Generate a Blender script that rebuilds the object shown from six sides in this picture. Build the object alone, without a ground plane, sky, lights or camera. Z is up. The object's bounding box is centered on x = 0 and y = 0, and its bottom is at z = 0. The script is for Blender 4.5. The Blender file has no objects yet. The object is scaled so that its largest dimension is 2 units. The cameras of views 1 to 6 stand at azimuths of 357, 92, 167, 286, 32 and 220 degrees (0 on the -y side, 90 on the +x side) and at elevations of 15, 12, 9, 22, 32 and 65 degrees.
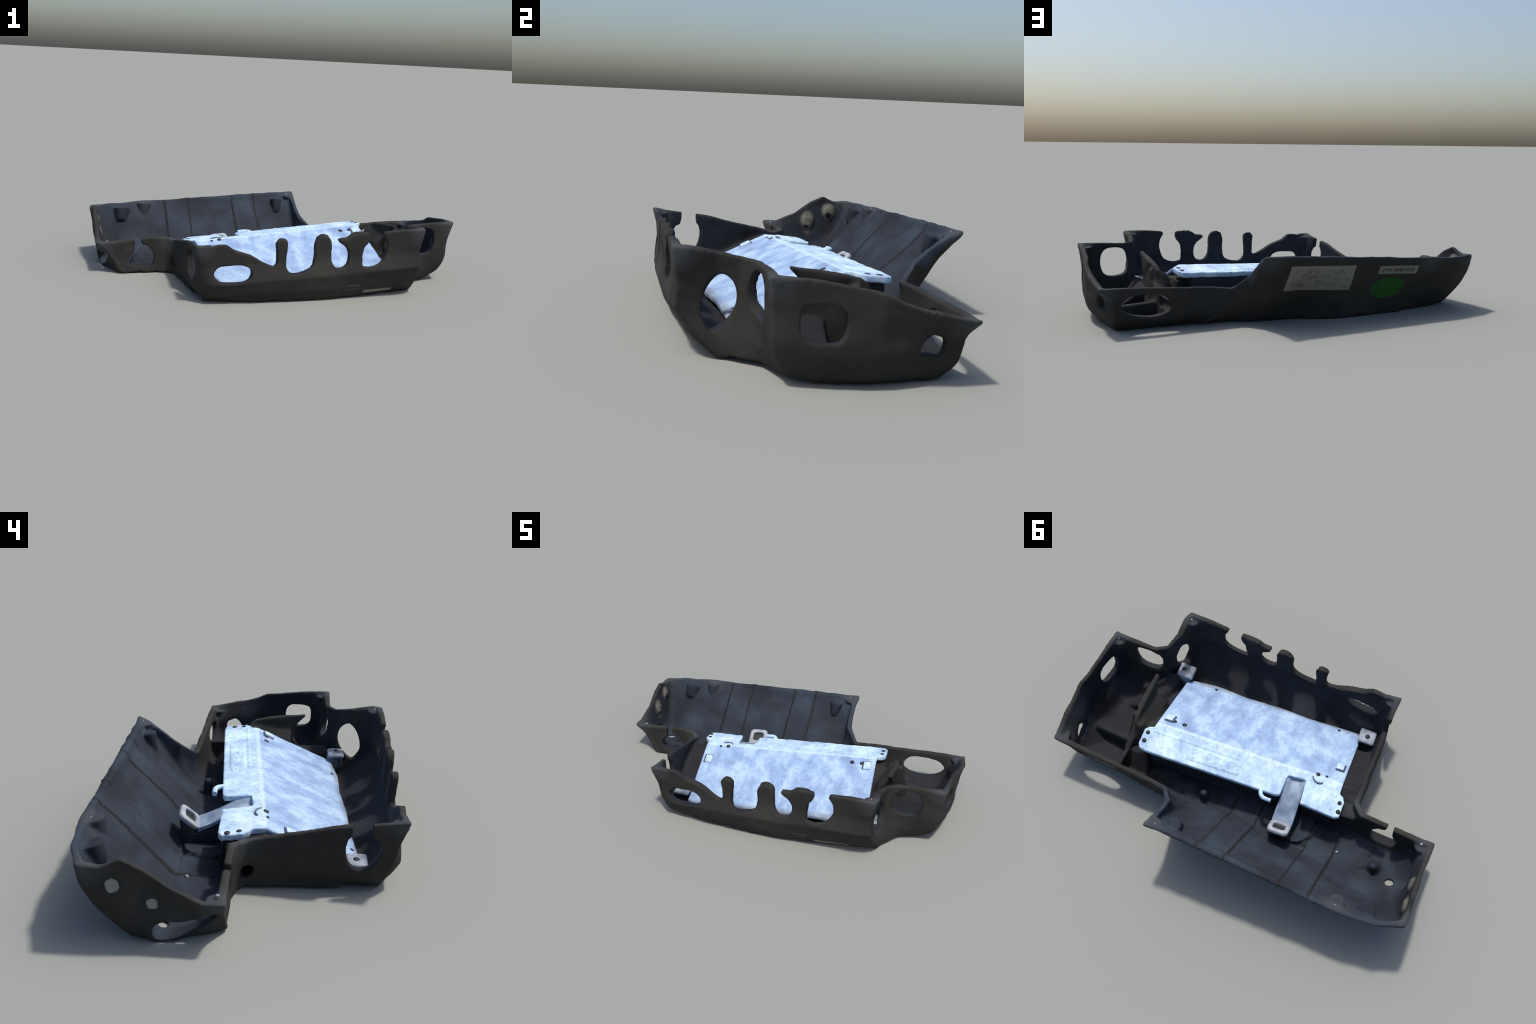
# Moulded black plastic under-tray with a bolted-in metal housing and strap arm.
import bpy, bmesh, math, random
import numpy as np
from mathutils import Vector, Matrix, noise
from mathutils.bvhtree import BVHTree

random.seed(7)
ROT = math.radians(13.5)          # the tray lies turned on the ground
PLATE_ROT = math.radians(19.2)    # the metal housing sits a little askew in it
TILT = 0.06                       # rise per metre along the length
CR, SR = math.cos(ROT), math.sin(ROT)
CP, SP = math.cos(PLATE_ROT), math.sin(PLATE_ROT)


def tray(a, b, z):
    """tray axes (a along, b across, z up) -> world"""
    return Vector((a * CR - b * SR, a * SR + b * CR, z))


def plate(p, q, h):
    """housing axes (p along, q across, h above its tilted plane) -> world"""
    return Vector((p * CP - q * SP, p * SP + q * CP, h + TILT * p))


# ------------------------------------------------------------------ helpers
def link(ob):
    bpy.context.scene.collection.objects.link(ob)
    return ob


def mesh_object(name, verts, faces, smooth=True):
    me = bpy.data.meshes.new(name)
    me.from_pydata([tuple(v) for v in verts], [], faces)
    me.update()
    bm = bmesh.new()
    bm.from_mesh(me)
    bmesh.ops.recalc_face_normals(bm, faces=bm.faces)
    bm.to_mesh(me)
    bm.free()
    if smooth:
        me.polygons.foreach_set("use_smooth", [True] * len(me.polygons))
    return link(bpy.data.objects.new(name, me))


def apply_mods(ob):
    dg = bpy.context.evaluated_depsgraph_get()
    dg.update()
    me = bpy.data.meshes.new_from_object(ob.evaluated_get(dg))
    old = ob.data
    ob.modifiers.clear()
    ob.data = me
    bpy.data.meshes.remove(old)
    return ob


def join(name, obs):
    bm = bmesh.new()
    for o in obs:
        bm.from_mesh(o.data)
    me = bpy.data.meshes.new(name)
    bm.to_mesh(me)
    bm.free()
    for o in obs:
        m = o.data
        bpy.data.objects.remove(o)
        bpy.data.meshes.remove(m)
    return link(bpy.data.objects.new(name, me))


def spline(points, n, closed=True):
    """Catmull-Rom through control points"""
    pts = [Vector(p) for p in points]
    m = len(pts)
    out = []
    segs = m if closed else m - 1
    for i in range(segs):
        g = (lambda k: pts[k % m]) if closed else (lambda k: pts[min(max(k, 0), m - 1)])
        p0, p1, p2, p3 = g(i - 1), g(i), g(i + 1), g(i + 2)
        for s in range(n):
            t = s / n
            out.append(0.5 * ((2 * p1) + (p2 - p0) * t + (2 * p0 - 5 * p1 + 4 * p2 - p3) * t * t
                              + (3 * p1 - p0 - 3 * p2 + p3) * t ** 3))
    if not closed:
        out.append(pts[-1])
    return out


def prism(name, ring0, ring1):
    n = len(ring0)
    faces = [[i, (i + 1) % n, n + (i + 1) % n, n + i] for i in range(n)]
    faces += [list(range(n - 1, -1, -1)), list(range(n, 2 * n))]
    ob = mesh_object(name, list(ring0) + list(ring1), faces, False)
    bm = bmesh.new()
    bm.from_mesh(ob.data)
    bmesh.ops.triangulate(bm, faces=[f for f in bm.faces if len(f.verts) > 4])
    bmesh.ops.recalc_face_normals(bm, faces=bm.faces)
    bm.to_mesh(ob.data)
    bm.free()
    return ob


def frustum(centre0, r0, centre1, r1, seg=20, squash=1.0):
    """tapered round boss between two points"""
    c0, c1 = Vector(centre0), Vector(centre1)
    ax = (c1 - c0).normalized()
    u = ax.orthogonal().normalized()
    v = ax.cross(u)
    ring = lambda c, r: [c + (u * math.cos(2 * math.pi * i / seg) + v * squash * math.sin(2 * math.pi * i / seg)) * r
                         for i in range(seg)]
    return prism("boss", ring(c0, r0), ring(c1, r1))


def block(fn, lo, hi, top=None):
    """box given in one of the two frames; top = inset of the upper face"""
    (x0, y0, z0), (x1, y1, z1) = lo, hi
    t = top or 0.0
    r0 = [fn(x0, y0, z0), fn(x1, y0, z0), fn(x1, y1, z0), fn(x0, y1, z0)]
    r1 = [fn(x0 + t, y0 + t, z1), fn(x1 - t, y0 + t, z1), fn(x1 - t, y1 - t, z1), fn(x0 + t, y1 - t, z1)]
    return prism("block", r0, r1)


# ------------------------------------------------------------------ the tray shell
# Stations round the wall, anticlockwise from the front left corner.  Each gives
# the wall's outer face from rim to foot: (a, b, z) at rim, upper, waist, lower, foot.
# front wall, with the crease at the waist
FRONT_WALL = [
    [(-.496, -.540, .291), (-.472, -.510, .190), (-.464, -.496, .100), (-.455, -.478, .045), (-.445, -.455, .0)],
    [(-.420, -.531, .293), (-.420, -.520, .190), (-.420, -.532, .102), (-.412, -.505, .045), (-.400, -.462, .0)],
    [(-.200, -.533, .308), (-.200, -.530, .200), (-.200, -.548, .116), (-.200, -.528, .055), (-.200, -.494, .0)],
    [(.100, -.535, .328), (.100, -.533, .215), (.100, -.548, .134), (.100, -.526, .060), (.100, -.496, .0)],
    [(.350, -.535, .340), (.350, -.532, .230), (.350, -.546, .149), (.350, -.515, .065), (.350, -.474, .0)],
    [(.590, -.533, .352), (.590, -.522, .240), (.590, -.542, .162), (.590, -.482, .065), (.575, -.415, .0)],
    [(.658, -.535, .354), (.646, -.516, .240), (.656, -.528, .162), (.662, -.458, .060), (.656, -.390, .0)],
]
# short side wall
SHORT_SIDE_WALL = [
    [(.670, -.490, .352), (.648, -.480, .240), (.655, -.482, .150), (.676, -.440, .060), (.675, -.390, .0)],
    [(.666, -.400, .335), (.655, -.400, .240), (.660, -.400, .150), (.678, -.395, .065), (.685, -.372, .005)],
    [(.688, -.322, .323), (.683, -.328, .240), (.690, -.328, .150), (.704, -.345, .070), (.720, -.330, .012)],
]
# set-back wall of the end bay
SET_BACK_WALL = [
    [(.735, -.290, .322), (.735, -.290, .240), (.735, -.283, .150), (.750, -.288, .070), (.765, -.270, .014)],
    [(.880, -.284, .328), (.868, -.283, .240), (.868, -.274, .130), (.866, -.257, .060), (.850, -.235, .014)],
    [(.958, -.288, .330), (.938, -.276, .240), (.936, -.270, .130), (.916, -.246, .060), (.888, -.196, .010)],
]
# right end wall
RIGHT_END_WALL = [
    [(.966, -.240, .330), (.954, -.230, .240), (.951, -.230, .130), (.932, -.220, .060), (.900, -.175, .006)],
    [(.972, -.140, .320), (.970, -.140, .240), (.972, -.140, .130), (.950, -.140, .060), (.909, -.125, .0)],
    [(.986, -.020, .300), (.988, -.030, .220), (.989, -.030, .120), (.966, -.030, .050), (.920, -.030, .0)],
    [(1.003, .035, .289), (.992, .030, .200), (.989, .030, .115), (.966, .030, .050), (.921, .028, .0)],
    [(1.006, .085, .264), (.985, .085, .190), (.980, .085, .110), (.962, .085, .050), (.921, .080, .0)],
    [(1.008, .155, .240), (.974, .150, .180), (.965, .150, .105), (.951, .150, .050), (.920, .140, .0)],
    [(1.005, .255, .217), (.960, .248, .160), (.951, .246, .100), (.941, .243, .050), (.918, .215, .0)],
    [(.999, .328, .205), (.940, .314, .145), (.932, .307, .100), (.926, .290, .050), (.912, .245, .0)],
]
# low wall at the back
LOW_BACK_WALL = [
    [(.930, .327, .202), (.900, .316, .150), (.900, .308, .100), (.895, .295, .050), (.880, .250, .0)],
    [(.650, .328, .187), (.650, .322, .150), (.650, .315, .100), (.650, .305, .050), (.650, .260, .0)],
    [(.460, .330, .174), (.460, .330, .140), (.460, .330, .095), (.460, .320, .050), (.460, .268, .0)],
]
# it sweeps up into the high wall
SWEEP_UP = [
    [(.385, .333, .164), (.372, .345, .135), (.366, .345, .095), (.362, .335, .050), (.360, .300, .0)],
    [(.328, .395, .226), (.326, .400, .170), (.322, .385, .110), (.320, .350, .050), (.315, .320, .0)],
    [(.318, .450, .272), (.318, .445, .200), (.312, .410, .120), (.302, .365, .050), (.296, .325, .0)],
    [(.318, .520, .318), (.310, .475, .220), (.300, .425, .120), (.288, .372, .050), (.278, .330, .0)],
    [(.324, .580, .341), (.296, .498, .235), (.280, .432, .120), (.264, .378, .050), (.255, .335, .0)],
]
# high slanted back wall
HIGH_BACK_WALL = [
    [(.260, .572, .337), (.252, .520, .235), (.242, .450, .120), (.232, .386, .050), (.222, .345, .0)],
    [(.080, .570, .326), (.080, .506, .225), (.080, .416, .120), (.080, .380, .050), (.080, .370, .0)],
    [(-.100, .569, .315), (-.100, .522, .220), (-.100, .462, .120), (-.100, .442, .050), (-.100, .440, .0)],
    [(-.300, .570, .303), (-.300, .518, .210), (-.300, .476, .120), (-.300, .458, .050), (-.300, .450, .0)],
    [(-.500, .571, .290), (-.500, .522, .200), (-.500, .482, .120), (-.500, .452, .050), (-.500, .436, .0)],
    [(-.680, .568, .280), (-.674, .522, .200), (-.668, .488, .120), (-.664, .440, .050), (-.664, .408, .0)],
    [(-.800, .549, .276), (-.795, .518, .200), (-.788, .470, .120), (-.783, .416, .050), (-.779, .383, .0)],
]
# left end wall
LEFT_END_WALL = [
    [(-.908, .500, .273), (-.898, .492, .200), (-.885, .452, .120), (-.865, .392, .050), (-.845, .352, .003)],
    [(-.912, .432, .271), (-.902, .424, .200), (-.892, .390, .120), (-.878, .345, .050), (-.862, .310, .0)],
    [(-.904, .370, .299), (-.900, .360, .200), (-.892, .335, .120), (-.884, .305, .050), (-.872, .275, .0)],
    [(-.904, .300, .268), (-.896, .290, .180), (-.890, .280, .110), (-.880, .262, .050), (-.868, .240, .0)],
    [(-.902, .220, .212), (-.890, .220, .150), (-.884, .220, .100), (-.874, .212, .050), (-.860, .205, .0)],
    [(-.906, .120, .164), (-.880, .130, .130), (-.866, .130, .090), (-.845, .130, .045), (-.812, .130, .0)],
    [(-.904, .054, .166), (-.862, .062, .130), (-.832, .064, .090), (-.802, .060, .045), (-.775, .052, .0)],
]
# low front wall of the left bay
LOW_FRONT_WALL = [
    [(-.840, .058, .165), (-.822, .064, .130), (-.802, .068, .090), (-.786, .066, .045), (-.752, .060, .0)],
    [(-.600, .060, .190), (-.600, .064, .140), (-.600, .066, .090), (-.600, .064, .045), (-.600, .060, .0)],
    [(-.545, .058, .187), (-.542, .054, .140), (-.540, .052, .090), (-.540, .050, .045), (-.545, .045, .0)],
]
# left wall of the main bay
MAIN_LEFT_WALL = [
    [(-.506, .020, .184), (-.508, .020, .140), (-.508, .020, .090), (-.500, .020, .045), (-.480, .015, .0)],
    [(-.500, -.118, .217), (-.505, -.118, .160), (-.505, -.118, .100), (-.490, -.118, .050), (-.455, -.118, .014)],
    [(-.499, -.300, .258), (-.498, -.300, .180), (-.496, -.300, .100), (-.482, -.300, .050), (-.445, -.290, .006)],
    [(-.494, -.430, .275), (-.488, -.430, .185), (-.484, -.430, .100), (-.472, -.430, .050), (-.440, -.400, .006)],
]
STATIONS = FRONT_WALL + SHORT_SIDE_WALL + SET_BACK_WALL + RIGHT_END_WALL + LOW_BACK_WALL + SWEEP_UP + HIGH_BACK_WALL + LEFT_END_WALL + LOW_FRONT_WALL + MAIN_LEFT_WALL


def dense_profile(st, per=4):
    if st in FRONT_WALL:                       # flat panels meeting in a hard crease
        pts = [Vector(p) for p in st]
        return [pts[i].lerp(pts[i + 1], k / per) for i in range(len(pts) - 1) for k in range(per)] + [pts[-1]]
    return spline(st, per, closed=False)


def build_shell():
    cols = [dense_profile(s) for s in STATIONS]
    # in-between columns along straight runs
    dense = []
    n = len(cols)
    for i in range(n):
        a, b = cols[i], cols[(i + 1) % n]
        d = (a[0].xy - b[0].xy).length
        k = max(1, int(d / 0.04))
        for j in range(k):
            t = j / k
            dense.append([p.lerp(q, t) for p, q in zip(a, b)])
    n = len(dense)
    L = len(dense[0])
    # inward plan normals with a clamped mitre
    inner = []
    swell = []
    for i in range(n):
        col = []
        for l in range(L):
            p, q, r = dense[i - 1][l].xy, dense[i][l].xy, dense[(i + 1) % n][l].xy
            e0 = (q - p)
            e1 = (r - q)
            n0 = Vector((-e0.y, e0.x)).normalized()
            n1 = Vector((-e1.y, e1.x)).normalized()
            m = (n0 + n1)
            m = m / max(0.35, m.length_squared / 2) / 1.0
            f = l / (L - 1)
            thick = 0.023 + 0.045 * f ** 4
            c = dense[i][l]
            a_, b_ = c.x, c.y
            rise = 0.008
            if a_ > 0.72:                       # end bay is dished
                thick += 0.02 * f ** 3
                rise = 0.016
            if b_ < -0.45 and (a_ > .46 or a_ < -.16):
                thick += .014 * math.sin(math.pi * min(1.0, f * 1.3))
            if b_ < -0.36:                      # floor of the main bay climbs to the front wall
                thick += (0.05 if a_ > -.12 else 0.015) * f ** 5
                rise = 0.030 if a_ > -.12 else 0.012
            # the slanted back wall is a deep double skin that leans inward
            if b_ > 0.28 and -0.83 < a_ < 0.33:
                lean = float(np.interp(a_, (-.82, -.70, -.53, -.47, -.1, .1, .25, .31),
                                       (.0, .080, .098, .108, .095, .068, .060, .01)))
                thick += lean * max(0.0, min(1.0, (0.27 - c.z) / 0.24)) ** 0.8
            z = c.z + rise * f ** 3
            if l == 0:
                z = c.z + 0.006
            out = 0.005 * (1 - 0.7 * f)         # makes up for what smoothing takes off
            dense[i][l] = dense[i][l]
            swell.append((i, l, m.x * out, m.y * out, 0.006 if l == 0 else 0.0))
            col.append(Vector((c.x + m.x * thick, c.y + m.y * thick, z)))
        inner.append(col)
    for i, l, dx, dy, dz in swell:
        p = dense[i][l]
        dense[i][l] = Vector((p.x - dx, p.y - dy, p.z + dz))
    verts = []
    for i in range(n):
        verts += [tray(*p) for p in dense[i]]
        verts += [tray(*p) for p in inner[i]]
    S = 2 * L
    faces = []
    for i in range(n):
        o, p = i * S, ((i + 1) % n) * S
        for l in range(L - 1):
            faces.append([o + l, p + l, p + l + 1, o + l + 1])
            faces.append([o + L + l, o + L + l + 1, p + L + l + 1, p + L + l])
        faces.append([o, o + L, p + L, p])
    faces.append([i * S + L - 1 for i in range(n)])
    faces.append([i * S + 2 * L - 1 for i in range(n)][::-1])
    ob = mesh_object("tray_shell", verts, faces, False)
    bm = bmesh.new()
    bm.from_mesh(ob.data)
    bmesh.ops.triangulate(bm, faces=[f for f in bm.faces if len(f.verts) > 4])
    bmesh.ops.recalc_face_normals(bm, faces=bm.faces)
    bm.to_mesh(ob.data)
    bm.free()
    return ob


def remesh(ob, voxel):
    m = ob.modifiers.new("remesh", 'REMESH')
    m.mode = 'VOXEL'
    m.voxel_size = voxel
    return apply_mods(ob)


def wall_cut_b(pts, b0, b1, n=5, closed_top=None):
    """opening through a wall that faces along b: outline in (a, z)"""
    s = spline([(p[0], p[1], 0) for p in pts], n, closed=closed_top is None)
    if closed_top:
        s = s + [Vector((pts[-1][0], closed_top, 0)), Vector((pts[0][0], closed_top, 0))]
    return prism("cut", [tray(p.x, b0, p.y) for p in s], [tray(p.x, b1, p.y) for p in s])


def wall_cut_a(pts, a0, a1, n=5):
    """opening through a wall that faces along a: outline in (b, z)"""
    s = spline([(p[0], p[1], 0) for p in pts], n)
    return prism("cut", [tray(a0, p.x, p.y) for p in s], [tray(a1, p.x, p.y) for p in s])


def floor_cut(pts, z0, z1, n=3):
    s = spline([(p[0], p[1], 0) for p in pts], n)
    return prism("cut", [tray(p.x, p.y, z0) for p in s], [tray(p.x, p.y, z1) for p in s])


FRONT_EDGE = [(-.430, .291), (-.355, .297), (-.309, .266), (-.236, .244), (-.180, .214), (-.127, .190), (-.106, .202),
              (-.106, .260), (-.113, .296), (-.101, .311), (-.080, .318), (-.060, .310), (-.054, .290), (-.058, .235), (-.058, .182),
              (-.035, .155), (.007, .153), (.068, .176), (.084, .230), (.081, .290), (.095, .320), (.122, .333),
              (.150, .320), (.163, .290), (.168, .210), (.190, .176), (.222, .170), (.252, .188), (.262, .230),
              (.245, .272), (.212, .300), (.208, .313), (.248, .321), (.275, .338), (.352, .344), (.369, .328),
              (.362, .296), (.338, .268), (.335, .190), (.350, .176), (.395, .176), (.440, .200), (.462, .250),
              (.458, .300), (.438, .334), (.452, .350), (.490, .353)]


def openings():
    F = (-.70, -.44)
    cuts = [
        # everything above the broken front edge: falling rail, three posts, the last panel
        wall_cut_b(FRONT_EDGE, *F, n=4, closed_top=.50),
        # oval window low at the left
        wall_cut_b([(-.408, .150), (-.388, .184), (-.340, .194), (-.262, .189), (-.228, .166), (-.236, .130), (-.276, .113),
                    (-.370, .111)], *F),
        # short side wall window
        wall_cut_a([(-.388, .270), (-.350, .247), (-.334, .195), (-.350, .140), (-.408, .088), (-.436, .120), (-.442, .165),
                    (-.424, .235)], .55, .80),
        # set-back wall window
        wall_cut_b([(.785, .304), (.835, .292), (.856, .240), (.840, .175), (.785, .160), (.728, .172), (.710, .225),
                    (.728, .288)], -.40, -.20),
        # right end wall windows
        wall_cut_a([(-.202, .200), (-.197, .240), (-.176, .254), (-.112, .253), (-.081, .238), (-.071, .195), (-.084, .152),
                    (-.115, .143), (-.172, .148), (-.198, .168)], .86, 1.1),
        wall_cut_a([(.155, .112), (.164, .138), (.189, .160), (.214, .155), (.237, .142), (.239, .106), (.228, .089),
                    (.195, .096), (.166, .095)], .86, 1.1),
        # low back wall window
        wall_cut_b([(.899, .124), (.864, .162), (.790, .170), (.713, .160), (.678, .124), (.682, .084), (.760, .062),
                    (.852, .080)], .19, .45),
        # left bay: open mouth between the two spikes of the low front wall
        wall_cut_b([(-.70, .40), (-.706, .166), (-.716, .115), (-.740, .085), (-.740, .052), (-.715, .038), (-.665, .036),
                    (-.616, .038), (-.602, .060), (-.608, .105), (-.638, .146), (-.674, .178), (-.69, .40)], -.02, .13),
        # torn opening at the foot of the left end wall
        wall_cut_a([(.282, .045), (.246, .082), (.190, .080), (.137, .093), (.085, .110), (.082, .094), (.123, .062),
                    (.205, .018), (.265, .012)], -1.0, -.78),
        # left wall of the main bay: keyhole slot open at the rim, and a small eye
        wall_cut_a([(-.346, .50), (-.346, .252), (-.332, .216), (-.326, .177), (-.338, .125), (-.373, .095), (-.412, .104),
                    (-.441, .137), (-.453, .177), (-.439, .212), (-.410, .250), (-.408, .50)], -.60, -.42),
        wall_cut_a([(.035, .078), (.016, .092), (-.004, .086), (.002, .055), (.033, .046)], -.62, -.36),
        # round hole in the floor of the left bay
        floor_cut([(-.758, .272), (-.767, .250), (-.792, .248), (-.797, .264), (-.780, .279)], -.05, .08),
    ]
    return join("cutters", cuts)


def extras():
    parts = []
    # thick pads behind the corner dots
    for a, b, z, r in [(.632, -.500, .349, .036), (-.456, -.508, .284, .030), (.930, -.258, .324, .038),
                       (.966, .292, .202, .036), (-.850, .088, .166, .036), (.280, .544, .333, .032)]:
        parts.append(frustum(tray(a, b, z - .006), r, tray(a, b, z - .026), r * .6))
    # half round boss and pockets under the rim of the high wall
    parts.append(frustum(tray(-.600, .530, .284), .040, tray(-.600, .505, .205), .022))
    parts.append(frustum(tray(-.730, .505, .262), .046, tray(-.735, .478, .190), .030))
    parts.append(frustum(tray(.205, .510, .312), .034, tray(.198, .485, .235), .018))
    parts.append(frustum(tray(-.215, .552, .310), .012, tray(-.215, .520, .270), .006))
    # peg and cone on the floor
    parts.append(block(tray, (.195, .225, .0), (.240, .268, .108), .008))
    parts.append(frustum(tray(-.680, .225, .0), .042, tray(-.680, .238, .064), .012))
    # raised floor pad and step in the left bay, plateau and ledge in the end bay
    parts.append(floor_cut([(-.62, .10), (-.64, .20), (-.62, .262), (-.46, .27), (-.30, .25), (-.34, .08)], .002, .018))
    parts.append(floor_cut([(.70, -.22), (.86, -.18), (.89, -.05), (.89, .118), (.70, .118), (.66, 0.0)], .002, .030))
    shelf = [(.06, .006), (.06, .030), (.105, .070), (.128, .094), (.150, .090), (.158, .060), (.160, .006)]
    parts.append(prism("shelf", [tray(.675, b, z * 1.1) for b, z in shelf], [tray(.905, b - .012, z * .9) for b, z in shelf]))
    # floor between housing and back wall
    parts.append(floor_cut([(-.30, .10), (-.30, .27), (0.0, .31), (.28, .30), (.36, .24), (.36, .10)], .002, .034))
    parts.append(frustum(tray(.44, .215, .0), .110, tray(.46, .195, .075), .050))
    parts.append(frustum(tray(.30, .225, .0), .080, tray(.32, .205, .052), .045))
    # shoulders that carry the housing, following its slope on both sides
    def shoulder(p0, p1, drop, q0=-.30, q1=.10):
        prof = [(q0, -.02), (q0, .218 + .44 * q0 - drop), (0.0, .218 - drop), (q1, .205 - drop), (q1, -.02)]
        return prism("shoulder", [plate(p0, q, max(h, .004 - TILT * p0)) for q, h in prof],
                     [plate(p1, q, max(h, .004 - TILT * p1)) for q, h in prof])
    parts.append(shoulder(-.50, -.38, .020, -.27, .06))
    parts.append(shoulder(-.505, -.40, .035, -.02, .140))
    parts.append(shoulder(.50, .600, .052, -.33, .10))
    parts.append(shoulder(.58, .650, .090, -.30, .06))
    # dividing web between main bay and end bay, with its undercut beak
    web = [(.110, .02), (.100, .235), (.070, .258), (.006, .268), (-.080, .284), (-.172, .297), (-.174, .286),
           (-.140, .252), (-.118, .215), (-.118, .180), (-.150, .120), (-.160, .02)]
    s = [Vector((p[0], p[1], 0)) for p in web]
    lean = lambda b, z: .666 - .10 * max(0, b - .03) - .06 * max(0, .2 - z)
    parts.append(prism("web", [tray(lean(p.x, p.y) - .014, p.x, p.y) for p in s],
                       [tray(lean(p.x, p.y) + .014, p.x, p.y) for p in s]))
    # the web leans on a bulky wedge that runs down to the housing, and goes on as a low wall
    wedge = [(.672, .262), (.650, .250), (.596, .195), (.560, .120), (.560, .01), (.690, .01), (.680, .160)]
    parts.append(prism("wedge", [tray(a, -.105, z * .92) for a, z in wedge], [tray(a, .085, z * .96) for a, z in wedge]))
    # a sill closes the end bay off between the web's foot and the set-back wall
    sill = [(.630, .122), (.655, .140), (.690, .134), (.740, .092), (.830, .036), (.830, .006), (.620, .006)]
    parts.append(prism("sill", [tray(min(a, .80), -.285, max(z, .075)) for a, z in sill], [tray(a, -.06, z * (.92 if z > .01 else 1)) for a, z in sill]))
    low = [(.05, .006), (.262, .006), (.300, .060), (.306, .128), (.200, .134), (.120, .165), (.05, .20)]
    parts.append(prism("lowwall", [tray(.655, b, z) for b, z in low], [tray(.688, b, z) for b, z in low]))
    parts.append(frustum(tray(.615, .125, .006), .075, tray(.648, .080, .222), .026))
    parts.append(frustum(tray(.600, .200, .006), .080, tray(.625, .160, .110), .040))
    parts.append(frustum(tray(.700, .100, .006), .048, tray(.676, .045, .235), .018))
    # sill rail inside the front wall, struts to the posts
    return parts


def smooth_all(ob, it=3, f=.5):
    m = ob.modifiers.new("smooth", 'SMOOTH')
    m.iterations = it
    m.factor = f
    return apply_mods(ob)


def sstep(e0, e1, x):
    t = np.clip((x - e0) / (e1 - e0), 0, 1)
    return t * t * (3 - 2 * t)


def value_noise(p):
    """smooth value noise, 0..1, for an array of points"""
    f = np.floor(p).astype(np.int64)
    t = p - f
    t = t * t * (3 - 2 * t)
    out = 0
    for dx in (0, 1):
        for dy in (0, 1):
            for dz in (0, 1):
                h = (f[:, 0] + dx) * 374761393 + (f[:, 1] + dy) * 668265263 + (f[:, 2] + dz) * 2147483647
                h = (h ^ (h >> 13)) * 1274126177
                h = ((h ^ (h >> 16)) & 0xffff) / 65535.0
                out = out + h * np.where(dx, t[:, 0], 1 - t[:, 0]) * np.where(dy, t[:, 1], 1 - t[:, 1]) \
                    * np.where(dz, t[:, 2], 1 - t[:, 2])
    return out


def relief(ob):
    """panel steps, dents and the uneven skin of the moulding"""
    me = ob.data
    n = len(me.vertices)
    co = np.empty(n * 3)
    me.vertices.foreach_get("co", co)
    co = co.reshape(-1, 3)
    no = np.empty(n * 3)
    me.vertices.foreach_get("normal", no)
    no = no.reshape(-1, 3)
    a = co[:, 0] * CR + co[:, 1] * SR
    b = -co[:, 0] * SR + co[:, 1] * CR
    na = no[:, 0] * CR + no[:, 1] * SR
    nb = -no[:, 0] * SR + no[:, 1] * CR
    z = co[:, 2]
    d = np.zeros(n)
    # ribs on the inside of the high wall and on its floor
    inside = ((nb < -.15) | (no[:, 2] > .5)) & (b > .10) & (z > .012) & (z < .30) & (a > -.7) & (a < .28)
    w = inside * sstep(.10, .16, b) * (1 - sstep(.27, .30, z))
    for r0, r1 in ((-.475, -.338), (-.070, .064)):
        d += w * .005 * sstep(r0 - .006, r0 + .006, a) * (1 - sstep(r1 - .006, r1 + .006, a))
    # flutes inside the front wall, running up to the posts
    fin = ((nb > .3) & (b < -.40)) * sstep(.06, .14, z)
    for r0, r1 in ((-.10, -.05), (.09, .16), (.27, .34)):
        d += fin * .006 * sstep(r0 - .008, r0 + .008, a) * (1 - sstep(r1 - .008, r1 + .008, a))
    # dished recesses round the eyes of the left end wall
    for cb, cz, r in ((.398, .224, .050), (.283, .172, .052)):
        rr = np.sqrt((b - cb) ** 2 + (z - cz) ** 2)
        bowl = .012 * (1 - sstep(.3 * r, r, rr)) * (a < -.82)
        d += np.where(na < -.3, -bowl, np.where(na > .3, bowl, 0))
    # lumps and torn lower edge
    rim = sstep(.10, .16, z)
    d += (value_noise(co * 7) - .5) * .008 + (value_noise(co * 19 + 5) - .5) * .0038
    d += rim * (value_noise(co * 48 + 9) - .5) * .0010
    co += no * d[:, None]
    foot = (z < .014) & (no[:, 2] < .35)
    co[:, 2] += foot * .016 * np.clip(value_noise(co * 34) - .45, 0, 1)
    co[:, 2] = np.maximum(co[:, 2], 0.0)
    me.vertices.foreach_set("co", co.ravel())
    me.update()


# ------------------------------------------------------------------ materials
def nodes(name):
    m = bpy.data.materials.new(name)
    m.use_nodes = True
    nt = m.node_tree
    return m, nt, nt.nodes["Principled BSDF"]


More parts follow.
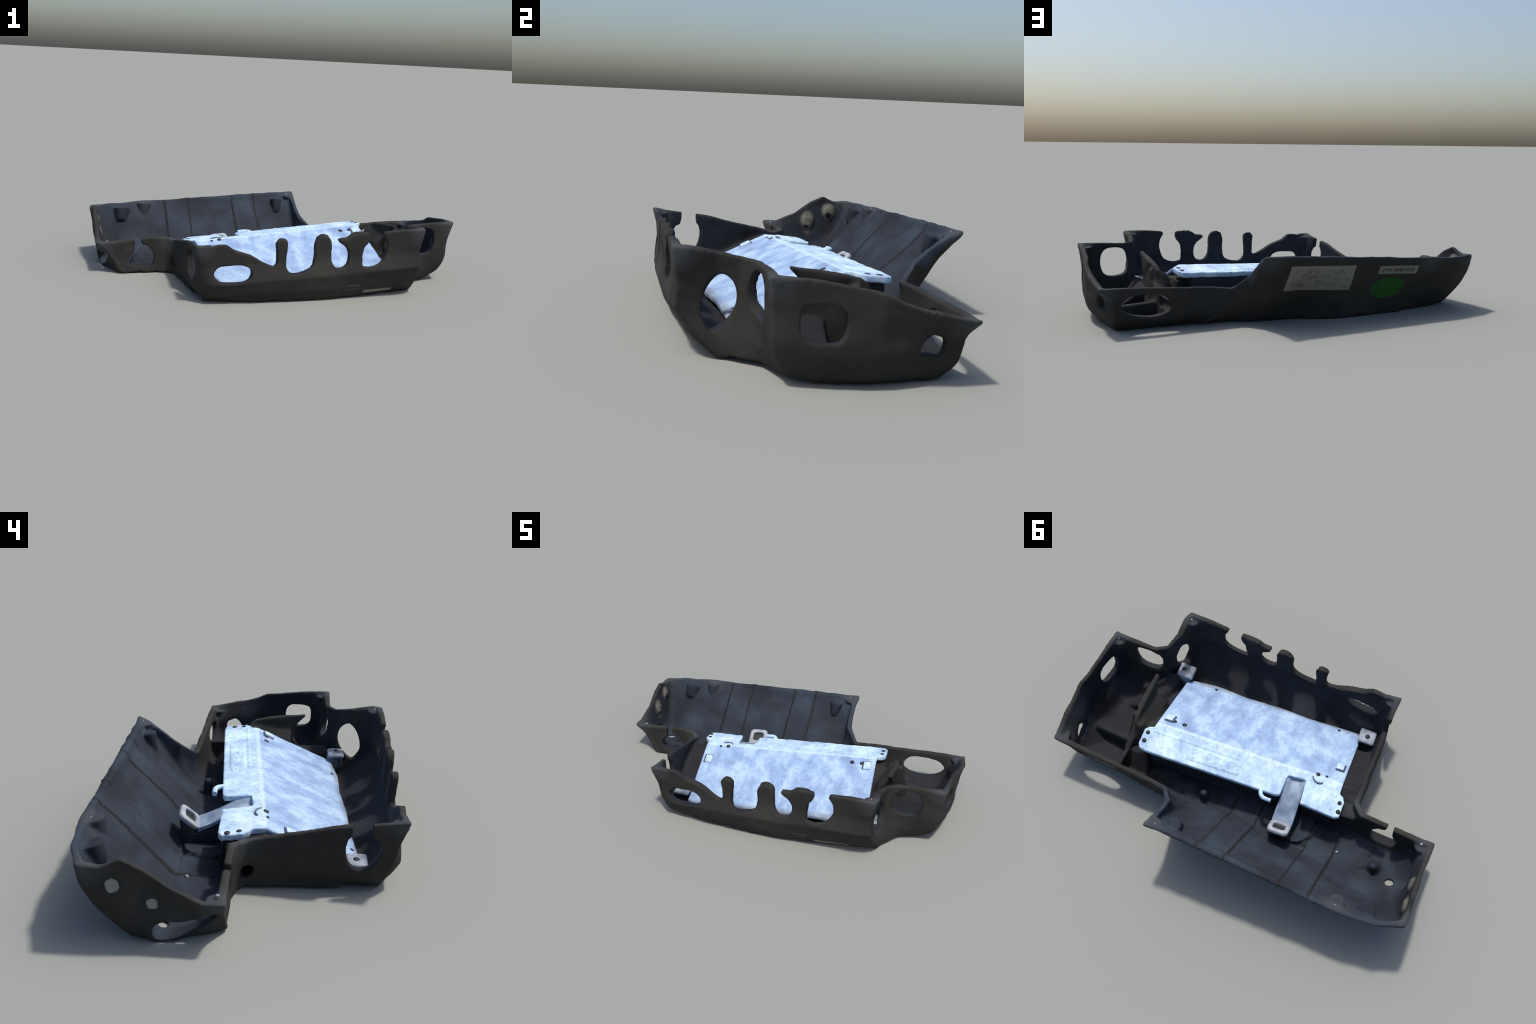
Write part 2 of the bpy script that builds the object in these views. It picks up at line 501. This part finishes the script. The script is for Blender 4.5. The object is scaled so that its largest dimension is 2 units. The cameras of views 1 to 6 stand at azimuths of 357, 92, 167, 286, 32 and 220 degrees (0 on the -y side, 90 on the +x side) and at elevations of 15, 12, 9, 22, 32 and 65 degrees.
class G:
    """small node-graph builder"""
    def __init__(self, nt):
        self.nt = nt

    def n(self, kind, **kw):
        nd = self.nt.nodes.new(kind)
        for k, v in kw.items():
            if k.startswith("i_"):
                key = k[2:]
                key = int(key) if key.isdigit() else key.replace("_", " ")
                self.put(nd.inputs[key], v)
            else:
                setattr(nd, k, v)
        return nd

    def put(self, sock, v):
        if isinstance(v, bpy.types.NodeSocket):
            self.nt.links.new(v, sock)
        else:
            sock.default_value = v

    def math(self, op, x, y=None, clamp=False):
        nd = self.nt.nodes.new("ShaderNodeMath")
        nd.operation = op
        nd.use_clamp = clamp
        self.put(nd.inputs[0], x)
        if y is not None:
            self.put(nd.inputs[1], y)
        return nd.outputs[0]

    def band(self, x, lo, hi, soft):
        """1 inside lo..hi with soft edges"""
        f = self.n("ShaderNodeMapRange", interpolation_type='SMOOTHSTEP')
        self.put(f.inputs[0], x)
        f.inputs[1].default_value = lo - soft
        f.inputs[2].default_value = lo + soft
        g = self.n("ShaderNodeMapRange", interpolation_type='SMOOTHSTEP')
        self.put(g.inputs[0], x)
        g.inputs[1].default_value = hi - soft
        g.inputs[2].default_value = hi + soft
        g.inputs[3].default_value = 1
        g.inputs[4].default_value = 0
        return self.math('MULTIPLY', f.outputs[0], g.outputs[0])

    def mix(self, fac, c0, c1):
        nd = self.n("ShaderNodeMix", data_type='RGBA')
        self.put(nd.inputs[0], fac)
        self.put(nd.inputs[6], c0)
        self.put(nd.inputs[7], c1)
        return nd.outputs[2]

    def noise(self, vec, scale, detail=4, rough=.55):
        nd = self.n("ShaderNodeTexNoise")
        self.put(nd.inputs["Vector"], vec)
        nd.inputs["Scale"].default_value = scale
        nd.inputs["Detail"].default_value = detail
        nd.inputs["Roughness"].default_value = rough
        return nd.outputs[0]

    def ramp(self, fac, stops):
        nd = self.n("ShaderNodeValToRGB")
        self.put(nd.inputs[0], fac)
        el = nd.color_ramp.elements
        while len(el) < len(stops):
            el.new(.5)
        for e, (p, c) in zip(el, stops):
            e.position = p
            e.color = c
        return nd.outputs[0]

    def axes(self, rot):
        tc = self.n("ShaderNodeTexCoord")
        mp = self.n("ShaderNodeMapping")
        self.put(mp.inputs[0], tc.outputs["Object"])
        mp.inputs["Rotation"].default_value = (0, 0, -rot)
        sp = self.n("ShaderNodeSeparateXYZ")
        self.put(sp.inputs[0], mp.outputs[0])
        return mp.outputs[0], sp.outputs[0], sp.outputs[1], sp.outputs[2]

    def normal_axes(self, rot):
        ge = self.n("ShaderNodeNewGeometry")
        mp = self.n("ShaderNodeMapping", vector_type='VECTOR')
        self.put(mp.inputs[0], ge.outputs["Normal"])
        mp.inputs["Rotation"].default_value = (0, 0, -rot)
        sp = self.n("ShaderNodeSeparateXYZ")
        self.put(sp.inputs[0], mp.outputs[0])
        return sp.outputs


def rgb(r, g, b):
    return (r, g, b, 1)


def mat_plastic():
    m, nt, bsdf = nodes("black_plastic")
    g = G(nt)
    vec, a, b, z = g.axes(ROT)
    nrm = g.normal_axes(ROT)
    col = g.ramp(g.noise(vec, 5, 5, .6), [(.30, rgb(.0225, .0226, .0220)), (.52, rgb(.0300, .0297, .0280)), (.72, rgb(.0400, .0385, .0340))])
    # scuffs
    sc = g.n("ShaderNodeMapRange")
    g.put(sc.inputs[0], g.noise(vec, 38, 3, .7))
    sc.inputs[1].default_value, sc.inputs[2].default_value = .56, .80
    col = g.mix(g.math('MULTIPLY', sc.outputs[0], .25), col, rgb(.060, .060, .057))
    # back bay's inner face tinted blue for the sky reflected on it
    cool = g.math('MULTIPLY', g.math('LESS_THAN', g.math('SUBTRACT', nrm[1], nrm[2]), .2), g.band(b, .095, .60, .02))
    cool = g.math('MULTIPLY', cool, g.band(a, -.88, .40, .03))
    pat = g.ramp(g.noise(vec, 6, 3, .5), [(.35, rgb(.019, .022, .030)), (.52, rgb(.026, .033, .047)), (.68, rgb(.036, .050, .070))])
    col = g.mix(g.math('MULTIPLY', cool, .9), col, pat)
    # inward faces darkened blue-black to bake in the bays' sky-lit shade
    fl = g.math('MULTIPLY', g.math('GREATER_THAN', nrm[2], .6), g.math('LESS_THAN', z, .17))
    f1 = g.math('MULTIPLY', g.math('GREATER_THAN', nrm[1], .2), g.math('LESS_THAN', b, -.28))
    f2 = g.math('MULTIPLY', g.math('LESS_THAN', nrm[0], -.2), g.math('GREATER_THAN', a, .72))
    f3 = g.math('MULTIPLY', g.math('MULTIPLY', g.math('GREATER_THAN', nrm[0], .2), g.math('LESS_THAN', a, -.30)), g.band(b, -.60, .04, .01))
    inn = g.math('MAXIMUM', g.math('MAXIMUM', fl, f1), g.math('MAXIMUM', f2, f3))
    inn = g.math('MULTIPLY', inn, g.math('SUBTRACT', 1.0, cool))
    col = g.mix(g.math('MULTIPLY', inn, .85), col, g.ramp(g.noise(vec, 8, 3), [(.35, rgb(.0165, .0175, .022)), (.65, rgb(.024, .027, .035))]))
    # rubbed grey corners and rim edges
    worn = None
    for ca, cb, cz in ((.650, -.520, .35), (-.475, -.522, .288), (.950, -.275, .328), (.980, .305, .205), (-.870, .075, .168),
                       (.300, .556, .337), (-.510, .03, .185), (-.600, .540, .285), (-.895, .48, .273)):
        d = g.n("ShaderNodeVectorMath", operation='DISTANCE')
        g.put(d.inputs[0], vec)
        d.inputs[1].default_value = (ca, cb, cz)
        k = g.n("ShaderNodeMapRange")
        g.put(k.inputs[0], d.outputs["Value"])
        k.inputs[1].default_value, k.inputs[2].default_value = .02, .085
        k.inputs[3].default_value, k.inputs[4].default_value = 1, 0
        worn = k.outputs[0] if worn is None else g.math('MAXIMUM', worn, k.outputs[0])
    rub = worn
    rub = g.math('MULTIPLY', rub, g.math('ADD', .25, g.noise(vec, 26, 3, .6)), True)
    col = g.mix(g.math('MULTIPLY', rub, .95), col, rgb(.058, .063, .070))
    # brown dirt in the rib lines of the high wall
    inside = g.math('MULTIPLY', g.math('GREATER_THAN', b, .12), g.math('LESS_THAN', g.math('SUBTRACT', nrm[1], nrm[2]), .25))
    inside = g.math('MULTIPLY', inside, g.band(z, .012, .40, .004))
    wob = g.math('MULTIPLY', g.math('SUBTRACT', g.noise(vec, 30, 2), .5), .012)
    aw = g.math('ADD', a, wob)
    lines = None
    for c in (-.477, -.338, -.070, .064):
        l = g.band(aw, c - .006, c + .006, .004)
        lines = l if lines is None else g.math('MAXIMUM', lines, l)
    col = g.mix(g.math('MULTIPLY', g.math('MULTIPLY', lines, inside), .75), col, rgb(.0135, .0118, .0105))
    # paper labels and the green disc on the outside of the high wall
    outer = g.math('MULTIPLY', g.math('GREATER_THAN', nrm[1], .35), g.math('GREATER_THAN', b, .40))

    blot = g.math('MULTIPLY', g.noise(vec, 34, 3, .6), 1.0)
    ink = g.ramp(blot, [(.42, rgb(.19, .19, .155)), (.66, rgb(.12, .12, .095))])
    paper = rgb(.195, .195, .16)
    za = g.math('SUBTRACT', z, g.math('MULTIPLY', a, .05))

    def area(u0, u1, z0, z1, soft=.004):
        return g.math('MULTIPLY', g.math('MULTIPLY', g.band(a, u0, u1, soft), g.band(za, z0, z1, soft)), outer)
    col = g.mix(area(-.168, .180, .155, .284), col, paper)
    col = g.mix(area(-.150, .160, .166, .272, .010), col, ink)
    col = g.mix(area(-.534, -.306, .236, .278), col, paper)
    col = g.mix(area(-.515, -.325, .247, .267, .006), col, g.ramp(g.noise(vec, 70, 3, .6), [(.42, rgb(.17, .17, .14)), (.56, rgb(.06, .06, .05))]))
    ea = g.math('DIVIDE', g.math('ADD', a, .392), .098)
    ez = g.math('DIVIDE', g.math('SUBTRACT', z, .140), .055)
    rr = g.math('ADD', g.math('MULTIPLY', ea, ea), g.math('MULTIPLY', ez, ez))
    disc = g.math('MULTIPLY', g.band(rr, -9, 1.0, .06), outer)
    col = g.mix(disc, col, g.ramp(g.noise(vec, 24, 3), [(.4, rgb(.016, .075, .016)), (.6, rgb(.020, .085, .019))]))
    # paper strips low on the front wall
    frontf = g.math('MULTIPLY', g.math('LESS_THAN', nrm[1], -.3), g.math('LESS_THAN', b, -.40))
    for u0, u1, z0, z1, c in ((.374, .540, .022, .040, .22), (.275, .338, .068, .080, .07), (.268, .335, .046, .056, .06)):
        mk = g.math('MULTIPLY', g.math('MULTIPLY', g.band(a, u0, u1, .005), g.band(z, z0, z1, .003)), frontf)
        col = g.mix(mk, col, rgb(c, c * .98, c * .84))
    # pale pads round the two eyes of the left end wall, seen inside; pale plugs seen outside
    endw = g.math('LESS_THAN', a, -.83)
    def ring_distance(cb, cz, squash):
        db = g.math('SUBTRACT', b, cb)
        dz = g.math('MULTIPLY', g.math('SUBTRACT', z, cz), squash)
        dd = g.math('SQRT', g.math('ADD', g.math('MULTIPLY', db, db), g.math('MULTIPLY', dz, dz)))
        return g.math('ADD', dd, g.math('MULTIPLY', g.math('SUBTRACT', g.noise(vec, 24, 3), .5), .022))
    face_in = g.math('MULTIPLY', endw, g.math('GREATER_THAN', nrm[0], .15))
    face_out = g.math('MULTIPLY', endw, g.math('LESS_THAN', nrm[0], -.15))
    bone = g.ramp(g.noise(vec, 30, 3), [(.35, rgb(.10, .095, .078)), (.65, rgb(.17, .162, .135))])
    for cb, cz, r, sq, hb, hz, hr in ((.398, .224, .036, .85, .397, .207, .016), (.283, .174, .034, .62, .277, .147, .012)):
        col = g.mix(g.math('MULTIPLY', g.band(ring_distance(cb, cz, sq), -1, r, .008), face_in), col, bone)
        col = g.mix(g.math('MULTIPLY', g.band(ring_distance(hb, hz, 1.0), -1, hr + .004, .003), face_out), col, rgb(.24, .24, .22))
        col = g.mix(g.math('MULTIPLY', g.band(ring_distance(hb, hz, 1.0), -1, hr, .003), face_in), col, rgb(.013, .013, .015))
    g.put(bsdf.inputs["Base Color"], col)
    bsdf.inputs["Roughness"].default_value = .75
    bsdf.inputs["Specular IOR Level"].default_value = .12
    bp = g.n("ShaderNodeBump")
    bp.inputs["Strength"].default_value = .06
    bp.inputs["Distance"].default_value = .004
    g.put(bp.inputs["Height"], g.noise(vec, 120, 3, .6))
    g.put(bsdf.inputs["Normal"], bp.outputs[0])
    return m


def mat_metal():
    m, nt, bsdf = nodes("cast_aluminium")
    g = G(nt)
    vec, p, q, z = g.axes(PLATE_ROT)
    st = g.n("ShaderNodeMapping")
    g.put(st.inputs[0], vec)
    st.inputs["Rotation"].default_value = (0, 0, math.radians(16))
    st.inputs["Scale"].default_value = (1.15, .75, 1.0)
    svec = st.outputs[0]
    slope = g.ramp(g.noise(svec, 11, 6, .62), [(.33, rgb(.20, .285, .46)), (.48, rgb(.275, .395, .61)), (.62, rgb(.40, .54, .72))])
    strip = g.ramp(g.noise(svec, 11, 6, .62), [(.33, rgb(.35, .47, .68)), (.50, rgb(.47, .64, .79)), (.64, rgb(.60, .76, .84))])
    col = g.mix(g.band(q, .002, .9, .004), slope, strip)
    # brighter worn crease and dull scuffs
    col = g.mix(g.math('MULTIPLY', g.band(q, -.006, .010, .006), .6), col, rgb(.60, .74, .84))
    fine = g.n("ShaderNodeMapRange")
    g.put(fine.inputs[0], g.noise(svec, 60, 4, .7))
    fine.inputs[1].default_value, fine.inputs[2].default_value = .50, .68
    col = g.mix(g.math('MULTIPLY', fine.outputs[0], .5), col, rgb(.20, .27, .41))
    # dark grime where the sheet meets the front of the tray
    grime = g.math('MULTIPLY', g.band(q, -.60, -.352, .012), g.noise(vec, 16, 3))
    col = g.mix(grime, col, rgb(.12, .12, .12))
    g.put(bsdf.inputs["Base Color"], col)
    bsdf.inputs["Roughness"].default_value = .65
    bsdf.inputs["Specular IOR Level"].default_value = .3
    bsdf.inputs["Metallic"].default_value = 0.0
    bp = g.n("ShaderNodeBump")
    bp.inputs["Strength"].default_value = .25
    bp.inputs["Distance"].default_value = .004
    g.put(bp.inputs["Height"], g.noise(vec, 45, 5, .7))
    g.put(bsdf.inputs["Normal"], bp.outputs[0])
    return m


def mat_plain(name, c0, c1, scale=20, rough=.6):
    m, nt, bsdf = nodes(name)
    g = G(nt)
    vec, *_ = g.axes(0)
    g.put(bsdf.inputs["Base Color"], g.ramp(g.noise(vec, scale, 4), [(.35, c0), (.65, c1)]))
    bsdf.inputs["Roughness"].default_value = rough
    return m


# ------------------------------------------------------------------ build
root = bpy.data.objects.new("engine_undertray", None)
link(root)
root["label"] = "black moulded plastic tray holding an angled silver metal housing"
root["category"] = "car part"

PLASTIC = mat_plastic()
METAL = mat_metal()
BLACK = mat_plain("dark_hole", rgb(.012, .012, .014), rgb(.02, .02, .022))
BODY = mat_plain("housing_shadow_black", rgb(.011, .013, .018), rgb(.017, .019, .024), 8, .7)  # colour blackened for the shade under the sheet's edge
DOT_GREY = mat_plain("pale_dot_grey", rgb(.16, .17, .19), rgb(.28, .29, .31))
FOOT = mat_plain("scuffed_foot_metal", rgb(.09, .11, .15), rgb(.30, .34, .40), 18)
PALE = mat_plain("worn_pad_metal", rgb(.36, .49, .68), rgb(.52, .66, .80), 40)
SEAM = mat_plain("dark_seam", rgb(.07, .09, .13), rgb(.11, .14, .20), 30)
BRACKET = mat_plain("grey_bracket", rgb(.15, .21, .31), rgb(.33, .41, .52), 18)
CUP = mat_plain("pale_cup_metal", rgb(.20, .23, .27), rgb(.40, .43, .46), 22)


def adopt(ob, name, mat, parent=root):
    ob.name = name
    ob.data.name = name
    ob.data.materials.clear()
    ob.data.materials.append(mat)
    ob.parent = parent
    ob.data.polygons.foreach_set("use_smooth", [True] * len(ob.data.polygons))
    return ob


shell = build_shell()
shell = join("shell", [shell] + extras())
remesh(shell, .006)
cut = openings()
bo = shell.modifiers.new("cut", 'BOOLEAN')
bo.operation = 'DIFFERENCE'
bo.object = cut
bo.solver = 'EXACT'
apply_mods(shell)
cm = cut.data
bpy.data.objects.remove(cut)
bpy.data.meshes.remove(cm)
remesh(shell, .005)
smooth_all(shell, 3, .5)
relief(shell)


def split_tray(ob):
    """cut the moulding into its named walls; borders coincide and keep the whole skin's normals"""
    me = ob.data
    nv, nf = len(me.vertices), len(me.polygons)
    co = np.empty(nv * 3)
    me.vertices.foreach_get("co", co)
    co = co.reshape(-1, 3)
    no = np.empty(nv * 3)
    me.vertex_normals.foreach_get("vector", no)
    no = no.reshape(-1, 3)
    ce = np.empty(nf * 3)
    me.polygons.foreach_get("center", ce)
    ce = ce.reshape(-1, 3)
    start = np.empty(nf, dtype=np.int64)
    total = np.empty(nf, dtype=np.int64)
    me.polygons.foreach_get("loop_start", start)
    me.polygons.foreach_get("loop_total", total)
    lv = np.empty(len(me.loops), dtype=np.int64)
    me.loops.foreach_get("vertex_index", lv)
    a = ce[:, 0] * CR + ce[:, 1] * SR
    b = -ce[:, 0] * SR + ce[:, 1] * CR
    z = ce[:, 2]
    region = np.full(nf, 0)                                          # floor_pan
    region[(b > .27 + .30 * np.maximum(0, .10 - z)) & (a < .40)] = 1   # slanted_back_wall
    region[(a < -.80) | ((a < -.47) & (b < .092) & (b > -.02))] = 2    # left_end_cap
    region[(a < -.44) & (b <= -.02)] = 3                              # side_wall
    region[(b < -.44) & (a > -.455)] = 4                              # slotted_front_wall
    region[(a > .605) & (b < -.26) & (region != 4)] = 5               # set_back_wall
    region[(a > .875)] = 6                                            # end_wall
    region[(b > .245) & (a >= .40) & (a <= .875)] = 7                 # low_back_wall
    region[(a > .58) & (a < .72) & (b > -.20) & (b < .245) & (z > .03)] = 8   # divider
    names = ("floor_pan", "slanted_back_wall", "end_cap", "side_wall", "slotted_front_wall", "set_back_wall", "end_wall",
             "low_back_wall", "divider")
    base = bpy.data.objects.new("plastic_tray", None)
    link(base)
    base.parent = root
    for r, nm in enumerate(names):
        fs = np.nonzero(region == r)[0]
        polys = [lv[start[f]:start[f] + total[f]] for f in fs]
        used = np.unique(np.concatenate(polys))
        remap = np.full(nv, -1)
        remap[used] = np.arange(len(used))
        m = bpy.data.meshes.new(nm)
        m.from_pydata(co[used].tolist(), [], [remap[p].tolist() for p in polys])
        m.polygons.foreach_set("use_smooth", [True] * len(m.polygons))
        m.update()
        m.normals_split_custom_set_from_vertices(no[used].tolist())
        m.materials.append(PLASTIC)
        o = link(bpy.data.objects.new(nm, m))
        o.parent = base
    bpy.data.objects.remove(ob)
    bpy.data.meshes.remove(me)


split_tray(shell)


# --- metal housing
def soft(ob, w=.005, seg=3, cuts=0):
    bv = ob.modifiers.new("bevel", 'BEVEL')
    bv.width = w
    bv.segments = seg
    bv.limit_method = 'ANGLE'
    bv.angle_limit = math.radians(25)
    apply_mods(ob)
    return ob


def outline_solid(pts, top, thick):
    """sheet with outline (p, q), upper face height top(p, q)"""
    return prism("sheet", [plate(p, q, top(p, q) - thick) for p, q in pts], [plate(p, q, top(p, q)) for p, q in pts])


def sheet_height(p, q):
    return .218 - .115 * q if q > 0 else .218 + .44 * q


flat = outline_solid([(-.404, .0), (.556, .0), (.560, .026), (.585, .034), (.602, .050), (.604, .125), (.594, .148), (.560, .156),
                      (-.110, .158), (-.132, .150), (-.140, .045), (-.228, .040), (-.236, .158), (-.410, .172), (-.432, .160),
                      (-.436, .085), (-.424, .062), (-.404, .052)], sheet_height, .026)
slope = outline_solid([(-.404, .0), (-.404, -.355), (-.38, -.370), (-.12, -.362), (.04, -.372), (.22, -.366), (.40, -.380),
                       (.535, -.365), (.556, -.335), (.556, .0)], sheet_height, .022)
core = prism("core", [plate(-.392, q, h) for q, h in ((-.33, .03), (-.33, .045), (0, .200), (.15, .183), (.156, .12), (.165, .03))],
             [plate(.546, q, h) for q, h in ((-.33, -.02), (-.33, .045), (0, .200), (.15, .183), (.152, .12), (.156, -.02))])
housing = join("housing", [flat, slope])
remesh(housing, .0045)
smooth_all(housing, 3, .5)


def dent(ob):
    """hammered unevenness of the sheet, plus the faint raised plate on its flat strip"""
    me = ob.data
    n = len(me.vertices)
    co = np.empty(n * 3)
    me.vertices.foreach_get("co", co)
    co = co.reshape(-1, 3)
    p = co[:, 0] * CP + co[:, 1] * SP
    q = -co[:, 0] * SP + co[:, 1] * CP
    h = co[:, 2] - TILT * p
    d = (value_noise(co * 14) - .5) * .004 + (value_noise(co * 45 + 3) - .5) * .0018
    top = (h > .16) & (q > .01)
    frame = sstep(.085, .092, p) * (1 - sstep(.352, .359, p)) * sstep(.062, .067, q) * (1 - sstep(.126, .131, q))
    line = sstep(.10, .108, p) * (1 - sstep(.55, .555, p)) * sstep(.040, .044, q) * (1 - sstep(.050, .054, q))
    d += top * (.0035 * frame + .0020 * line)
    rows = frame * np.clip(value_noise(np.stack([p * 60, q * 110, p * 0], 1)) - .55, 0, 1) * .008
    d += top * rows
    co[:, 2] += d
    me.vertices.foreach_set("co", co.ravel())
    me.update()


dent(housing)
adopt(housing, "metal_housing", METAL)


def add(name, ob, mat, parent=housing):
    return adopt(ob, name, mat, parent)


soft(core, .010)
notch = block(plate, (-.245, .015, .06), (-.118, .30, .40))
nb_ = core.modifiers.new("notch", 'BOOLEAN')
nb_.operation = 'DIFFERENCE'
nb_.object = notch
nb_.solver = 'EXACT'
apply_mods(core)
nm = notch.data
bpy.data.objects.remove(notch)
bpy.data.meshes.remove(nm)
add("housing_body", core, BODY)


# raised square pads on the slope, hook loop and mounting feet
for p, q in ((.512, -.055), (-.362, -.100)):
    h = sheet_height(p, q)
    pad = prism("pad", [plate(p + dx, q + dq, sheet_height(p, q + dq) - .004) for dx, dq in ((-.021, -.022), (.021, -.022), (.021, .022), (-.021, .022))],
                [plate(p + dx, q + dq, sheet_height(p, q + dq) + .011) for dx, dq in ((-.018, -.019), (.018, -.019), (.018, .019), (-.018, .019))])
    add("square_pad", soft(pad, .003), PALE)
    pad_shadow = prism("pad_shadow", [plate(p + dx, q + dq, sheet_height(p, q + dq) - .006) for dx, dq in ((-.026, -.021), (.020, -.021), (.020, .027), (-.026, .027))],
                [plate(p + dx, q + dq, sheet_height(p, q + dq) + .0035) for dx, dq in ((-.026, -.021), (.020, -.021), (.020, .027), (-.026, .027))])
    add("pad_shadow_plate", pad_shadow, SEAM)  # dark plate modelling the shadow line on two sides of the pad


def foot(p0, p1, q, h, slope_down):
    pts = []
    f = prism("foot", [plate(p0, q - .04, h - .02), plate(p1, q - .045, h - .02), plate(p1, q + .035, h - .02), plate(p0, q + .04, h - .02)],
              [plate(p0, q - .04, h), plate(p1, q - .045, h), plate(p1, q + .035, h), plate(p0, q + .04, h)])
    return soft(f, .013, 4)


add("mounting_foot", foot(.530, .620, -.385, .098, 0), FOOT)
leg = prism("leg", [plate(p, q, h) for p, q, h in ((.560, -.330, -.02), (.615, -.345, -.03), (.625, -.440, -.03), (.575, -.430, -.03))],
            [plate(p, q, h) for p, q, h in ((.545, -.345, .060), (.612, -.350, .085), (.612, -.425, .085), (.560, -.415, .070))])
add("bracket_leg", soft(leg, .010), FOOT)
add("mounting_foot", foot(-.478, -.392, -.335, .118, 0), FOOT)


def hole(p, q, r=.010, lift=.0015, h=None, sq=1.0):
    hh = sheet_height(p, q) if h is None else h
    dq = .01
    slope_q = (sheet_height(p, q + dq) - sheet_height(p, q - dq)) / (2 * dq) if h is None else 0
    nrm = Vector((-TILT * CP + slope_q * SP, -TILT * SP - slope_q * CP, 1)).normalized()
    c = plate(p, q, hh)
    return frustum(c - nrm * .006, r, c + nrm * lift, r, 16)


for p, q, r in ((.579, .064, .010), (.581, .108, .011), (-.415, .095, .010), (-.421, .138, .011), (-.275, -.008, .011),
                (.430, -.038, .012), (.481, -.040, .010), (-.318, -.012, .007), (.395, -.350, .008), (-.285, -.345, .008)):
    add("bolt_hole", hole(p, q, r), BLACK)
add("bolt_hole", hole(.590, -.392, .011, h=.098), BLACK)
add("bolt_hole", hole(-.437, -.335, .012, h=.118), BLACK)

# tube-like parts: curve with bevel turned into mesh
def tube(name, pts, r, closed=False):
    cu = bpy.data.curves.new(name, 'CURVE')
    cu.dimensions = '3D'
    sp = cu.splines.new('POLY')
    sp.points.add(len(pts) - 1)
    for q_, p_ in zip(sp.points, pts):
        q_.co = (*p_, 1)
    sp.use_cyclic_u = closed
    cu.bevel_depth = r
    cu.bevel_resolution = 4
    cu.use_fill_caps = True
    ob = link(bpy.data.objects.new(name, cu))
    dg = bpy.context.evaluated_depsgraph_get()
    me = bpy.data.meshes.new_from_object(ob.evaluated_get(dg))
    bpy.data.objects.remove(ob)
    bpy.data.curves.remove(cu)
    return link(bpy.data.objects.new(name, me))


arc = [plate(-.288 + .034 * math.cos(t), .004 + .030 * math.sin(t), .2165) for t in [math.radians(10 + 8 * i) for i in range(16)]]
add("stamped_arc", tube("arc", arc, .0035), SEAM)
hookpts = spline([(p, q, h) for p, q, h in ((-.040, .150, .195), (-.044, .172, .194), (-.062, .188, .193), (-.100, .190, .192))], 6, False)
add("hook_loop", tube("hook", [plate(*p) for p in hookpts], .0105), METAL)

# strap arm: broad bent strap running out of the slot down to a squarish cup
spine = [(-.184, .020, .198), (-.183, .070, .192), (-.182, .115, .176), (-.180, .160, .150), (-.177, .205, .124), (-.175, .250, .104)]
path = spline(spine, 6, False)
rings = []
for k_, c in enumerate(path):
    w = .046 + .006 * (k_ / len(path))
    dip = .012
    prof = [(-w, .006), (-w, -.016), (w, -.016), (w, .006), (w - .010, .004), (.4 * w, -dip * .5), (-.4 * w, -dip * .5), (-w + .010, .004)]
    rings.append([plate(c.x + u, c.y, c.z + v) for u, v in prof])
vs, fs = [], []
for r in rings:
    vs += r
k = 8
for i in range(len(rings) - 1):
    for j in range(k):
        fs.append([i * k + j, i * k + (j + 1) % k, (i + 1) * k + (j + 1) % k, (i + 1) * k + j])
fs += [list(range(k))[::-1], [(len(rings) - 1) * k + j for j in range(k)]]
arm = mesh_object("arm", vs, fs)
add("strap_arm", soft(arm, .004, 2), BRACKET, root)
armob = bpy.data.objects["strap_arm"]
under = [(.10, .162), (.160, .130), (.205, .104), (.262, .086), (.300, .086), (.300, .02), (.10, .02)]
add("arm_support", soft(prism("under", [plate(-.228, q, h) for q, h in under], [plate(-.126, q, h) for q, h in under]), .008, 2), BODY, armob)


def cup_frame(u, v, w):
    """u along the housing, v up the cup's tilted face, w off that face"""
    cs, sn = math.cos(math.radians(38)), math.sin(math.radians(38))
    return plate(-.174 + u, .245 + v * cs - w * sn, .108 + v * sn + w * cs - .10 * u * 0)


def rounded_rect(hw, v0, v1, r, seg=5):
    out = []
    for cx, cy, a0 in ((hw - r, v1 - r, 0), (-hw + r, v1 - r, 90), (-hw + r, v0 + r, 180), (hw - r, v0 + r, 270)):
        for i in range(seg + 1):
            t = math.radians(a0 + 90 * i / seg)
            out.append((cx + r * math.cos(t), cy + r * math.sin(t)))
    return out


ro = rounded_rect(.052, -.006, .090, .022)
ri = rounded_rect(.030, .018, .068, .012)
n_ = len(ro)
vs = [cup_frame(u, v, 0) for u, v in ro] + [cup_frame(u, v, .004) for u, v in ri] + \
     [cup_frame(u, v, -.020) for u, v in ro] + [cup_frame(u, v, -.020) for u, v in ri]
fs = []
for i in range(n_):
    k2 = (i + 1) % n_
    fs += [[i, k2, n_ + k2, n_ + i], [2 * n_ + i, 3 * n_ + i, 3 * n_ + k2, 2 * n_ + k2],
           [i, 2 * n_ + i, 2 * n_ + k2, k2], [n_ + i, n_ + k2, 3 * n_ + k2, 3 * n_ + i]]
add("cup_rim", soft(mesh_object("cup", vs, fs), .006, 3), CUP, armob)
base = [plate(-.174 + u * 1.05, .258 + v * .62, .0) for u, v in ro]
base = [Vector((c.x, c.y, max(c.z, .012))) for c in base]
add("cup_socket", soft(prism("socket", base, [cup_frame(u * .97, v * .97 + .001, -.012) for u, v in ro]), .004, 2), BLACK, armob)

# small pale dots in the tray corners
for a, b, z in ((.640, -.499, .352), (-.466, -.518, .289), (.983, .302, .206), (-.848, .081, .171), (.278, .552, .337), (-.600, .543, .285),
                (-.492, .231, .024), (.935, -.262, .327)):
    s = frustum(tray(a, b, z - .006), .0085, tray(a, b, z + .002), .0055, 12)
    add("pale_dot", soft(s, .002, 2), DOT_GREY, root)
